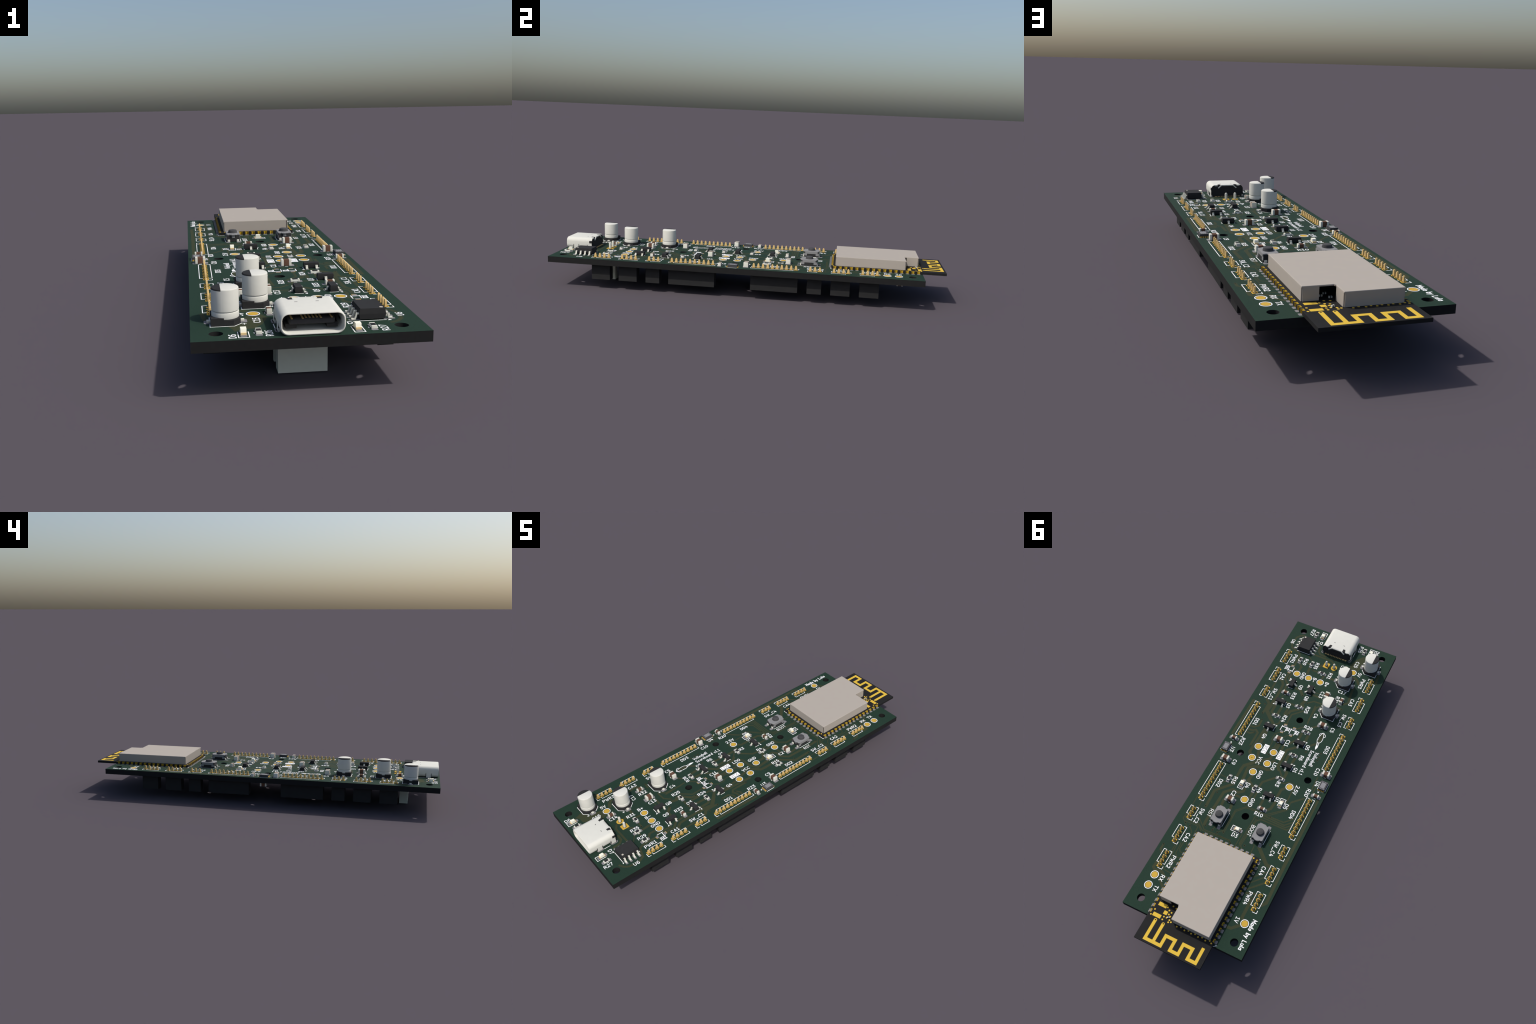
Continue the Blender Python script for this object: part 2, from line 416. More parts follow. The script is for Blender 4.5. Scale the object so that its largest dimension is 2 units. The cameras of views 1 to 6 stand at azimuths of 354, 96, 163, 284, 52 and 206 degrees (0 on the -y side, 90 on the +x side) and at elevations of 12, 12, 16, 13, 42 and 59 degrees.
route(0.45, (-13.0, 82.2), (-9.6, 85.7))
route(0.55, (-9.9, 86.7), (-11.4, 86.1), (-12.9, 86.1))
route(0.80, (-11.8, 87.3), (-11.8, 92.7), (-12.4, 93.2))
route(0.75, (-12.5, 94.4), (-10.6, 96.2), (-9.5, 96.3))
route(0.25, (14.4, 73.7), (14.6, 75.4), (13.9, 76.0), (10.3, 75.8), (9.8, 76.1), (9.7, 78.9))
route(0.25, (14.6, 72.5), (14.5, 74.5), (13.6, 75.4), (10.0, 75.4), (8.6, 76.7))
route(0.25, (11.0, 73.3), (8.0, 76.0), (0.6, 75.8), (-0.3, 76.7))
route(0.25, (10.6, 74.7), (8.3, 76.4), (4.9, 76.4))
route(0.25, (13.4, 76.3), (12.5, 77.2))
route(0.25, (12.0, 76.6), (10.6, 77.9), (10.3, 79.2))
route(0.25, (5.7, 74.0), (6.1, 75.2))
route(0.25, (4.6, 75.3), (3.2, 73.9))
route(0.55, (15.4, 84.1), (15.4, 85.6), (14.7, 86.3))
route(0.75, (14.4, 88.9), (14.5, 90.6), (13.9, 91.1), (11.9, 90.9), (11.1, 91.4))
route(0.60, (10.2, 91.7), (9.4, 91.9))
route(0.60, (11.6, 92.5), (9.4, 94.6))
route(0.25, (12.6, 83.0), (12.6, 85.5))
route(0.25, (12.3, 82.0), (12.0, 85.4), (11.7, 86.4))
route(0.25, (11.5, 81.9), (11.3, 85.0), (10.7, 85.5))
route(0.25, (11.0, 81.4), (11.0, 83.5), (10.5, 84.1), (9.4, 84.2))
route(0.25, (10.5, 81.1), (9.3, 82.2))
route(0.25, (12.7, 89.2), (11.7, 90.1), (9.5, 90.3))
route(0.25, (11.2, 87.1), (9.6, 87.2))
route(0.25, (10.7, 85.8), (9.5, 85.7))
route(0.25, (10.5, 88.6), (9.4, 88.7))
copper.prism([(-10.6, 4.6), (-10.4, 3.5), (-9.3, 4.4), (-7.6, 4.5), (-6.2, 6.3), (-5.1, 9.3), (-5.8, 10.8), (-7.3, 12.7), (-8.4, 10.0), (-8.7, 7.2), (-11.1, 5.7)], 0.0, 0.0056, OLIVE)
add("copper_trace", copper.mesh("copper_trace"), stuff=True)

VIAS = [(11.6, 33.0), (10.8, 36.2), (12.1, 35.1), (9.9, 38.4), (10.0, 43.2), (9.0, 47.6), (3.9, 33.6), (4.1, 38.8), (5.9, 45.5), (3.8, 47.8), (3.0, 48.1), (-6.0, 42.9), (0.6, 27.6), (3.9, 53.5), (0.4, 49.4), (-7.9, 36.6), (-10.0, 41.6), (-10.0, 42.9), (-10.0, 44.1), (4.2, 15.7), (3.0, 25.6), (-9.3, 25.3), (1.1, 9.2), (0.2, 9.2), (-0.6, 9.3), (10.2, 64.8), (11.0, 69.7), (1.6, 64.8), (-6.0, 65.3), (-3.0, 67.1), (-15.2, 53.9), (8.3, 74.8), (13.4, 76.3), (11.9, 76.6), (6.0, 75.2), (4.5, 75.3), (3.1, 74.5), (12.0, 79.1), (-3.6, 75.5), (-9.5, 72.5), (15.4, 84.1), (14.0, 94.9), (-11.8, 87.3)]
via = Builder()
for i, (x, y) in enumerate(VIAS):
    via.prism(circle(x, y, 0.30, 12), 0.0, 0.0060 + 0.0002 * (i % 3), OLIVE)
    via.prism(circle(x, y, 0.16, 10), 0.0, 0.0075, HOLE)
add("via", via.mesh("via"), stuff=True)

# ---------------------------------------------------------------- printed lines
silk = Builder(); _s = [0]
def line(*pts, w=0.13):
    silk.stroke(list(pts), w, 0.0, 0.0112 + 0.0003 * (_s[0] % 6), SILK); _s[0] += 1
def patch(*pts):
    silk.prism(list(pts), 0.0, 0.0132 + 0.0003 * (_s[0] % 3), SILK); _s[0] += 1
def place(x, y, rot):
    """returns a mapping from a part's own frame to the board"""
    c, s = cos(radians(rot)), sin(radians(rot))
    return lambda px, py: (x + px * c - py * s, y + px * s + py * c)

pads = Builder()
def pad(f, x0, x1, y0, y1, mat=None, r=0.18, h=0.030):
    pads.prism([f(px, py) for px, py in rrect(x0, x1, y0, y1, r, 3)], 0.0, h, mat or SOLDER)

# ---------------------------------------------------------------- test pads
tp = Builder(); tp.prism(circle(0, 0, 0.79, 32), 0.0, 0.030, GOLD)
tpm = tp.mesh("test_pad")
gap = Builder(); gap.ring(circle(0, 0, 0.90, 32), circle(0, 0, 0.79, 32), 0.0, 0.0065, GREEN)
ringb = Builder(); ringb.ring(circle(0, 0, 1.06, 32), circle(0, 0, 0.90, 32), 0.0, 0.030, SILK)
ringm, gapm = ringb.mesh("pad_ring"), gap.mesh("pad_gap")
dotm = Builder(); dotm.prism(circle(0, 0, 0.15, 12), 0.0, 0.032, HOLE)
dotm = dotm.mesh("pad_hole")
TESTPADS = [(7.95, 19), (4.15, 19), (0.35, 19), (-7.05, 11.48), (6.75, 46.94), (2.03, 46.94), (6.75, 50.95),
            (2.03, 50.95), (4.4, 54.96), (-6.67, 54.96), (2.54, 63.58), (13.13, 92.3), (13.15, 95.3), (-13.1, 93.78)]
for i, (x, y) in enumerate(TESTPADS):
    p = add("test_pad", tpm, x, y)
    add("printed_ring", ringm, 0, 0, 0, parent=p)
    add("pad_gap", gapm, 0, 0, 0, parent=p)
    if i == 6: add("pad_hole", dotm, 0, 0, 0, parent=p)

# ---------------------------------------------------------------- pin sockets under the board, pins through it
PITCH = 1.27
pinb = Builder()
pinb.loft([[(-a, -b, z), (a, -b, z), (a, b, z), (-a, b, z)] for a, b, z in
           ((.16, .32, -3.0), (.16, .32, 0.05), (.16, .31, 0.35), (.16, .285, 0.66), (.155, .225, 0.91), (.14, .15, 1.07), (.09, .07, 1.14))], PINGOLD)
pinm = pinb.mesh("pin", 50)
sq = Builder(); sq.prism(rrect(-.53, .53, -.53, .53, .04, 2), 0, 0.009, GOLD); sq.prism(circle(0, 0, .38, 20), 0, 0.0105, HOLE)
rd = Builder(); rd.prism(circle(0, 0, .53, 24), 0, 0.009, GOLD); rd.prism(circle(0, 0, .38, 20), 0, 0.0105, HOLE)
sqm, rdm = sq.mesh("square_pad"), rd.mesh("round_pad")
_sock = {}
def socket(n, x, y1, way):
    """n pins starting with the square pad at y1, running along +y (way=1) or -y (way=-1)"""
    if n not in _sock:
        b = Builder(); L = n * PITCH / 2 + 0.01
        b.box(-1.25, 1.25, -L, L, -4.43, 0, SOCKETB)
        for i in range(n):
            cy = (i - (n - 1) / 2) * PITCH
            b.box(-.28, .28, cy - .28, cy + .28, -4.432, -4.35, HOLE)
        _sock[n] = b.mesh("pin_socket")
    mid = y1 + way * (n - 1) * PITCH / 2
    s = add("pin_socket", _sock[n], x, mid, -THICK)
    for i in range(n):
        dy = way * (i - (n - 1) / 2) * PITCH
        add("pin", pinm, 0, dy, THICK, parent=s)
        add("pin_pad", sqm if i == 0 else rdm, 0, dy, THICK, parent=s)
    f = place(x, y1, 0 if way > 0 else 180)
    e = (n - 1) * PITCH + 0.70
    q = lambda *p: [f(*t) for t in p]
    line(*q((-.56, .71), (-1.14, .71), (-1.14, e), (-.42, e)))
    line(*q((.56, .71), (1.14, .71), (1.14, e), (.42, e)))
    line(*q((.02, -.74), (1.14, -.74), (1.14, 0)))
HX = 13.43
for x in (HX, -HX):
    xx = x if x > 0 else -13.38
    socket(4, xx, 12.35, 1); socket(4, xx, 19.95, 1); socket(3, xx, 27.58, 1); socket(10, xx, 33.95, 1)
    socket(10, xx, 67.98, -1); socket(3, xx, 74.37, -1); socket(4, xx, 81.97, -1); socket(4, xx, 89.60, -1)

# ---------------------------------------------------------------- chip resistors and ceramic capacitors
def chip_meshes(L, W, H, t, body, film=None):
    b = Builder()
    if film:
        b.box(-L / 2 + t * .9, L / 2 - t * .9, -W / 2 + .01, W / 2 - .01, .04, H - .05, body)
        b.box(-L / 2 + t, L / 2 - t, -W / 2 + .05, W / 2 - .05, H - .06, H - .015, film)
    else:
        b.box(-L / 2 + t * .9, L / 2 - t * .9, -W / 2 + .03, W / 2 - .03, .05, H - .03, body, c=.03)
    e = Builder(); e.box(-t / 2, t / 2, -W / 2, W / 2, .03, H, METAL, c=.05)
    return b.mesh("chip_body"), e.mesh("terminal"), L / 2 - t / 2
RES = chip_meshes(1.6, .80, .45, .30, ALUM, FILM)
CAP3 = chip_meshes(1.6, .80, .80, .34, BROWN)
CAP5 = chip_meshes(2.0, 1.25, 1.25, .48, BROWN)
def chip(name, kind, x, y, rot, pin0, pin1, half, sy):
    body, term, off = kind
    o = add(name, body, x, y, 0.03, rot)
    for s in (-1, 1): add("terminal", term, s * off, 0, 0, parent=o)
    f = place(x, y, rot)
    for s in (-1, 1):
        pad(f, *sorted((s * pin0, s * pin1)), -half, half)
        line(f(-.25, s * sy), f(.25, s * sy))
for x, y, r in ((8.82, 2.53, 90), (9.15, 13.85, 90), (5.33, 13.87, 90), (1.2, 15.78, 0), (-7.15, 2.55, 90), (2.2, 29.83, 0),
                (6.8, 35.43, 0), (-3.3, 37.0, 0), (-3.3, 45.44, 0), (-3.33, 53.76, 0), (9.28, 59.57, 90), (1.6, 59.52, 90)):
    chip("chip_resistor", RES, x, y, r, .42, 1.30, .48, .60)
for x, y, r in ((7.83, 26.9, 0), (-8.1, 22.75, 90), (-14.3, 54.63, 0), (-2.98, 64.22, 0), (14.15, 47.4, 0), (-4.64, 11.55, 90)):
    chip("ceramic_capacitor", CAP3, x, y, r, .42, 1.36, .50, .62)
for x, y, r in ((-3.57, 23.05, 90), (-6.75, 33.08, 0), (2.45, 42.6, 0), (5.95, 65.3, 0), (13.08, 54.45, 0), (-14.1, 47.5, 0)):
    chip("ceramic_capacitor", CAP5, x, y, r, .50, 1.56, .72, .80)

# ---------------------------------------------------------------- lamps
lb = Builder(); lb.box(-.80, .80, -.40, .40, .02, .32, LEDA)
ld = Builder(); ld.loft([[(x, y, z) for x, y in rrect(-a, a, -.41, .41)] for a, z in ((.62, .30), (.50, .80), (.46, .84))], LEDW)
ld.box(-.55, .55, -.405, .405, .0, .31, LEDW)
lbm, ldm = lb.mesh("lamp"), ld.mesh("lamp_lens")
def lamp(x, y, rot):
    """rot turns the printed bracket's closed end (own -x)"""
    o = add("indicator_lamp", lbm, x, y, 0.03, rot)
    add("lamp_lens", ldm, 0, 0, 0, parent=o)
    f = place(x, y, rot)
    for s in (-1, 1): pad(f, *sorted((s * .36, s * 1.36)), -.46, .46)
    line(f(.80, .74), f(-1.68, .74), f(-1.68, -.74), f(.80, -.74))
for t in ((6.62, 2.47, 90), (-9.25, 2.47, 90), (5.3, 59.42, -90), (-6.88, 60.68, 90), (0.04, 72.33, 180)): lamp(*t)

# ---------------------------------------------------------------- three-legged transistors
def lead(t, w, pts):
    b = Builder(); b.extrude_y(ribbon_outline(pts, t, False), -w / 2, w / 2, METAL)
    return b.mesh("lead", 50)
tb = Builder()
tb.loft([rr for rr in [[(x, y, z) for x, y in rrect(-a, a, -b, b)] for a, b, z in ((.58, 1.38, .10), (.66, 1.46, .55), (.58, 1.38, 1.08))]], BLACK)
tbm = tb.mesh("transistor")
tl = lead(.14, .44, [(.55, .56), (.86, .56), (.95, .14), (1.28, .11)])
def transistor(x, y, rot):
    """two legs on the part's own -x side, one on +x"""
    o = add("transistor", tbm, x, y, 0.02, rot)
    for ly, r in ((.95, 180), (-.95, 180), (0, 0)): add("lead", tl, 0, ly, 0, r, parent=o)
    f = place(x, y, rot)
    for lx, ly in ((-1, .95), (-1, -.95), (1, 0)): pad(f, *sorted((lx * .75, lx * 1.55)), ly - .28, ly + .28, r=.12)
    line(f(-.65, 1.50), f(.70, 1.50)); line(f(-.60, -1.48), f(.65, -1.48))
    line(f(-.65, 1.50), f(-.72, 1.50)); patch(f(-1.05, 1.50), f(-1.42, 1.42), f(-1.42, 1.95), f(-1.05, 1.68))
for t in ((7.5, 23.15, 180), (1.6, 23.15, 180), (7.73, 30.55, -90), (6.87, 39.8, 90), (-3.27, 41.35, 90), (-3.27, 49.55, 90), (-2.83, 59.9, -90)):
    transistor(*t)

# ---------------------------------------------------------------- eight-legged chip
CX, CY = 9.65, 8.15
sb = Builder()
sb.loft([[(x, y, z) for x, y in rrect(-a, a, -b, b)] for a, b, z in ((1.82, 2.38, .15), (1.95, 2.46, .85), (1.95, 2.46, .95), (1.82, 2.34, 1.72))], BLACK)
so = add("eight_leg_chip", sb.mesh("eight_leg_chip"), CX, CY, 0.02)
sl = lead(.20, .42, [(1.85, .92), (2.25, .92), (2.48, .16), (3.02, .13)])
f = place(CX, CY, 0)
for s in (-1, 1):
    for i in range(4):
        y = (i - 1.5) * PITCH
        add("lead", sl, 0, y, 0, 0 if s > 0 else 180, parent=so)
        pad(f, *sorted((s * 1.7, s * 3.42)), y - .30, y + .30, r=.15)
db = Builder(); db.prism(circle(0, 0, .27, 20), 1.70, 1.735, DOT)
add("marker_dot", db.mesh("marker_dot"), 1.35, -1.85, 0, parent=so)
line(f(-2.05, -2.56), f(1.95, -2.56)); line(f(-2.05, 2.58), f(2.0, 2.58))
patch(f(2.15, -2.75), f(2.75, -2.75), f(2.45, -2.35))

# ---------------------------------------------------------------- tall white capacitors
def capacitor_meshes():
    b = Builder()
    outline = [(-2.15, -2.15), (1.10, -2.15), (2.15, -1.10), (2.15, 1.10), (1.10, 2.15), (-2.15, 2.15)]
    b.prism(outline, .06, .80, BLACK)
    b.prism([(-2.15, -2.15), (-.30, -2.15), (-.30, -2.02), (-.9, -1.80), (-1.45, -1.42), (-1.85, -.9), (-2.0, -.45), (-2.15, -.45)], .79, 1.12, BLACK)
    b.prism([(-2.15, 2.15), (-2.15, .45), (-2.0, .45), (-1.85, .9), (-1.45, 1.42), (-.9, 1.80), (-.30, 2.02), (-.30, 2.15)], .79, 1.12, BLACK)
    base = b.mesh("capacitor_base")
    c = Builder()
    prof = [(1.90, .78), (1.99, .88), (2.0, 1.0), (2.0, 1.64), (1.97, 1.72), (1.86, 1.80), (1.80, 1.83), (1.80, 1.94), (2.0, 1.945), (2.0, 4.98), (1.98, 5.10), (1.91, 5.19), (1.80, 5.23)]
    c.lathe(prof, CAN, n=56)
    me = c.mesh("capacitor_can", 28)
    bm = bmesh.new(); bm.from_mesh(me)
    for co, no in (((-.66 * K, 0, 0), (1, 0, 0)),):
        bmesh.ops.bisect_plane(bm, geom=bm.verts[:] + bm.edges[:] + bm.faces[:], plane_co=co, plane_no=no)
    bm.to_mesh(me); bm.free()
    me.materials.append(BLACK)
    for p in me.polygons:
        if p.center.x < -.66 * K and p.center.z > 4.99 * K: p.material_index = 1
    return base, me, lead(.26, .66, [(1.9, .16), (2.72, .16)])
cb, cc, cl = capacitor_meshes()
for x, y in ((-11.35, 8.22), (-6.24, 16.28), (-6.36, 28.02)):
    o = add("can_capacitor", cb, x, y, 0.03)
    add("capacitor_can", cc, 0, 0, 0, parent=o)
    for r in (0, 180): add("lead", cl, 0, 0, 0, r, parent=o)
    f = place(x, y, 0)
    for s in (-1, 1): pad(f, *sorted((s * .6, s * 3.12)), -.78, .78, r=.25)
    for s in (-1, 1):
        line(f(2.27, s * 1.05), f(1.18, s * 2.28), f(-2.27, s * 2.28), f(-2.27, s * 1.05))
    line(f(2.35, -1.44), f(2.89, -1.44)); line(f(2.62, -1.71), f(2.62, -1.17))

# ---------------------------------------------------------------- push buttons
def button_meshes():
    b = Builder(); b.box(-1.50, 1.50, -2.16, 2.16, .05, 1.55, BLACK, c=.05)
    g = Builder()
    half = [(.36, 2.50), (.40, 2.40), (.66, 2.38), (.82, 2.18), (1.32, 2.18), (1.56, 1.94)]
    plate = [(x, -y) for x, y in half] + [(x, y) for x, y in half[::-1]] + [(-x, y) for x, y in half] + [(-x, -y) for x, y in half[::-1]]
    sh = lambda d: [(x * (1 - d), y * (1 - d)) for x, y in plate]
    g.loft([[(x, y, z) for x, y in sh(d)] for z, d in ((1.53, 0), (1.67, 0), (1.75, .03))], STEEL)
    for s in (-1, 1):
        # inverted-U skirts on the long sides, tabs on the short sides
        xs = sorted((s * 1.50, s * 1.565))
        g.extrude_x([(-1.80, 1.56), (-1.80, 1.10), (-2.20, 1.10), (-2.20, .36), (-1.28, .40), (-1.28, .95), (1.28, .95), (1.28, .40), (2.20, .36), (2.20, 1.10), (1.80, 1.10), (1.80, 1.56)], *xs, STEEL)
        g.box(-.34, .34, *sorted((s * 2.16, s * 2.24)), .85, 1.54, STEEL)
    p = Builder(); p.lathe([(1.08, 1.70), (1.04, 1.88), (.93, 2.33), (.86, 2.38)], PLUNGER, n=36)
    t = Builder(); t.box(-.27, .27, 2.14, 2.42, .03, .50, METAL, c=.06)
    return b.mesh("push_button"), g.mesh("button_cover"), p.mesh("plunger", 40), t.mesh("lead")
pb, pg, pp, pt = button_meshes()
for x in (6.0, -6.0):
    o = add("push_button", pb, x, 71.1, 0.03)
    add("button_cover", pg, 0, 0, 0, parent=o); add("plunger", pp, 0, 0, 0, parent=o)
    f = place(x, 71.1, 0)
    for sx in (-1.05, 1.05):
        for r in (0, 180): add("lead", pt, sx, 0, 0, r, parent=o)
    for sx in (-1.2, 1.2):
        for sy in (-1, 1): pad(f, sx - .45, sx + .45, *sorted((sy * 1.9, sy * 3.25)), r=.2)
    for s in (-1, 1): line(f(s * 1.80, -2.1), f(s * 1.80, 2.1))

# ---------------------------------------------------------------- small grey edge chips
eb = Builder(); eb.box(-.95, .95, -1.30, 1.30, .06, .74, CHIPG)
eb.box(-.60, .62, -.85, .85, .735, .755, CHIPL)
for i in range(4):
    for s in (-1, 1): eb.box(-.84 + i * .46, -.60 + i * .46, s * 1.10 - .09, s * 1.10 + .09, .736, .752, CHIPL)
ebm = eb.mesh("edge_chip")
el = Builder(); el.box(-.15, .15, -.16, .16, 0, .20, GOLD); elm = el.mesh("edge_chip_foot")
for x, y, s in ((14.78, 51.02, -1), (-14.76, 51.02, 1)):
    o = add("edge_chip", ebm, x, y, 0.03, 0 if s < 0 else 180)
    f = place(x, y, 0 if s < 0 else 180)
    for i in range(4):
        for q in (-1, 1):
            add("edge_chip_foot", elm, -.72 + i * .48, q * 1.40, 0, parent=o)
            pads.prism([f(px, py) for px, py in rrect(-.88 + i * .48, -.56 + i * .48, q * 1.45 - .28, q * 1.45 + .28)], 0, .009, SOLDER)
    for q in (-1, 1): line(f(q * 1.10, -1.2), f(q * 1.10, 1.2))
    silk.prism(circle(*f(-.47, -2.05), .20, 16), 0, .012, SILK)

# ---------------------------------------------------------------- diode footprints left empty
for x, y, turn in ((3.0, 38.45, 1), (0.2, 38.45, 1), (10.3, 18.15, -1)):
    f = place(x, y, 0 if turn > 0 else 180)
    for s in (-1, 1):
        pads.prism([f(px, py) for px, py in rrect(-.42, .42, s * 1.25 - .36, s * 1.25 + .36)], 0, .0085, GOLD)
        pads.prism([f(px, py) for px, py in rrect(-.46 if s < 0 else -.36, .36 if s < 0 else .46, s * 1.20 - .32, s * 1.20 + .32, .1, 2)], 0, .0095, SOLDER)
    line(f(.72, -.85), f(.72, .88), w=.16); line(f(-.72, -.85), f(-.72, .88), w=.16); line(f(.72, -.55), f(-.72, -.55), w=.20)

# ---------------------------------------------------------------- USB socket
def usb():
    y0, y1, W, zb, zt = .42, 7.95, 4.47, .06, 3.24
    s = Builder()
    R, t = 1.15, .27
    def ring2(y, w, b, tt, r): return [(x, y, z) for x, z in rrect(-w, w, b, tt, r, 8)]
    n0 = len(s.v)
    o = [ring2(y0 + .06, W - .05, zb + .05, zt - .05, R), ring2(y0, W - .12, zb + .12, zt - .12, R - .06)]
    s.loft([ring2(y1, W, zb, zt, R), ring2(y0 + .18, W, zb, zt, R), o[0], o[1], ring2(y0, W - t + .06, zb + t - .06, zt - t + .06, R - t + .06),
            ring2(y0 + .12, W - t, zb + t, zt - t, R - t), ring2(6.6, W - t, zb + t, zt - t, R - t)], SHELL, cap0=False, cap1=False)
    body = add("usb_socket", s.mesh("usb_socket", 40), 0, 0, 0, exact=True)
    k = Builder()
    k.loft([[(x, y, z) for x, z in rrect(-W + t + .02, W - t - .02, zb + t, zt - t, R - t, 5)] for y in (6.45, 6.9)], BLACK)                       # floor of the mouth
    k.loft([[(x, y, z) for x, z in rrect(-W + .10, W - .10, .14, zt - .12, 1.08, 6)] for y in (7.40, y1 + .05)], BLACK)
    k.box(-3.95, 3.95, 6.9, 8.10, .04, 2.2, BLACK)
    for sx in (-1, 1):
        rim = [(W + .012, 1.25)] + arc(W - R, zt - R, R + .012, R + .012, 0, 20, 4)
        inner = [(W - .25, 1.25)] + arc(W - R, zt - R, R - .25, R - .25, 0, 20, 4)
        k.extrude_y([(sx * x, z) for x, z in rim + inner[::-1]], 7.15, y1 + .03, BLACK)     # windows in the shell sides
        k.prism([(sx * 1.35, y1 + .03), (sx * 2.75, y1 + .03), (sx * 2.45, 7.02), (sx * 1.65, 7.02)], zt - .3, zt + .010, BLACK)
        k.box(*sorted((sx * 1.30, sx * 1.75)), 5.65, 5.80, zt - .05, zt + .008, CHIPG)           # dimples
    add("usb_moulding", k.mesh("usb_moulding"), 0, 0, 0, parent=body)
    c = Builder()
    for sx in (-1, 1):                                                          # curled spring tabs at the back
        path = [(sx * 1.55, zt - .12), (sx * 1.75, zt - .16), (sx * 2.35, zt - .70), (sx * 2.55, zt - .80)]
        c.extrude_y(ribbon_outline(path, .26, False), y1 - .05, y1 + .32, SHELL)
        c.box(*sorted((sx * 1.30, sx * 1.80)), y1 - .9, y1 + .14, zt - .20, zt + .02, SHELL)
    c.box(-1.40, 1.40, y1 - .05, y1 + .16, zt - .26, zt, SHELL)
    for sx in (-1, 1): c.box(*sorted((sx * 2.7, sx * 3.5)), y1 - .05, y1 + .10, zt - .30, zt - .01, SHELL)
    add("spring_tab", c.mesh("spring_tab"), 0, 0, 0, parent=body)
    g = Builder()                                                               # tongue with contacts
    g.loft([[(x, y, z) for x, z in rrect(-3.25 + i, 3.25 - i, 1.35 + j, 2.08 - j, .15, 2)] for y, i, j in ((1.20, .30, .10), (1.40, .12, 0), (2.2, 0, 0), (6.6, 0, 0))], TONGUE)
    g.loft([[(x, y, z) for x, z in rrect(-3.75, 3.75, .80, 2.55, .4, 3)] for y in (3.3, 6.6)], BLACK)
    for sx in (-1, 1): g.box(*sorted((sx * 2.1, sx * 3.6)), 1.7, 6.6, .70, 1.36, BLACK)
    for x in (.25, .75, 1.25, 2.75):
        for sx in (-1, 1):
            g.box(sx * x - .12, sx * x + .12, 1.42 if x > 1 else 1.75, 3.4, 2.0, 2.13, PINGOLD)
    add("contact_tongue", g.mesh("contact_tongue"), 0, 0, 0, parent=body)
    l = Builder()
    for sx in (-1, 1):
        l.box(*sorted((sx * 4.20, sx * 4.50)), 2.62, 3.95, -1.2, 1.6, SHELL)
        l.box(*sorted((sx * 4.20, sx * 4.50)), 6.65, 7.90, -1.2, 1.75, SHELL)
        for ya, yb in ((2.62, 3.95), (6.65, 7.90)):
            for yy in (ya - .17, yb + .03):
                l.box(*sorted((sx * 4.28, sx * 4.485)), yy, yy + .14, .55, 1.30, HOLE)
    add("mounting_leg", l.mesh("mounting_leg"), 0, 0, 0, parent=body)
    q = Builder()
    for x, w in [(-3.25, .56), (-2.45, .56), (2.45, .56), (3.25, .56)] + [(-1.75 + .5 * i, .28) for i in range(8)]:
        q.box(x - w / 2, x + w / 2, 7.9, 8.50, .05, .16, PINGOLD)
    add("solder_tail", q.mesh("solder_tail"), 0, 0, 0, parent=body, stuff=True)
    for sx in (-1, 1):
        for ya, yb in ((2.35, 4.25), (6.3, 8.35)):
            pads.prism(rrect(sx * 4.32 - .52, sx * 4.32 + .52, ya, yb, .5, 5), 0, .009, SOLDER)
            pads.prism(rrect(sx * 4.32 - .32, sx * 4.32 + .32, ya + .2, yb - .2, .3, 5), 0, .0105, HOLE)
        line((sx * 4.68, 4.25), (sx * 4.68, 5.95))
usb()

# ---------------------------------------------------------------- battery connector: pins above, housing below
bx = Builder()
bx.box(-3.725, 3.725, 8.97, 14.70, -THICK - 1.3, -THICK - .02, IVORY)      # floor against the board
bx.box(-3.725, 3.725, 8.97, 9.80, -8.62, -THICK - 1.29, IVORY)             # full front wall
for s in (-1, 1):
    bx.box(*sorted((s * 2.90, s * 3.72)), 9.79, 11.45, -8.615, -THICK - 1.29, IVORY)
    bx.box(*sorted((s * 1.85, s * 3.72)), 13.85, 14.695, -8.615, -THICK - 1.29, IVORY)   # two rear posts
hs = add("battery_connector", bx.mesh("battery_connector"), exact=True)
jp = Builder()
jp.loft([[(r * cos(radians(45 * i + 22.5)), r * sin(radians(45 * i + 22.5)), z) for i in range(8)] for r, z in ((.32, -7.6), (.35, 0), (.35, 1.50), (.27, 1.72), (.12, 1.84))], METAL)
jpm = jp.mesh("contact_pin", 20)
for i, x in enumerate((1.25, -1.22)):
    add("contact_pin", jpm, x, 12.32, 0, parent=hs)
    f = place(x, 12.32, 0)
    if i == 0: pad(f, -.86, .86, -1.0, 1.0, GOLD, r=.12)
    else: pads.prism([f(px, py) for px, py in rrect(-.86, .86, -1.0, 1.0, .85, 7)], 0, .030, GOLD)
    pads.prism(circle(x, 12.32, .50, 20), 0, .032, HOLE)

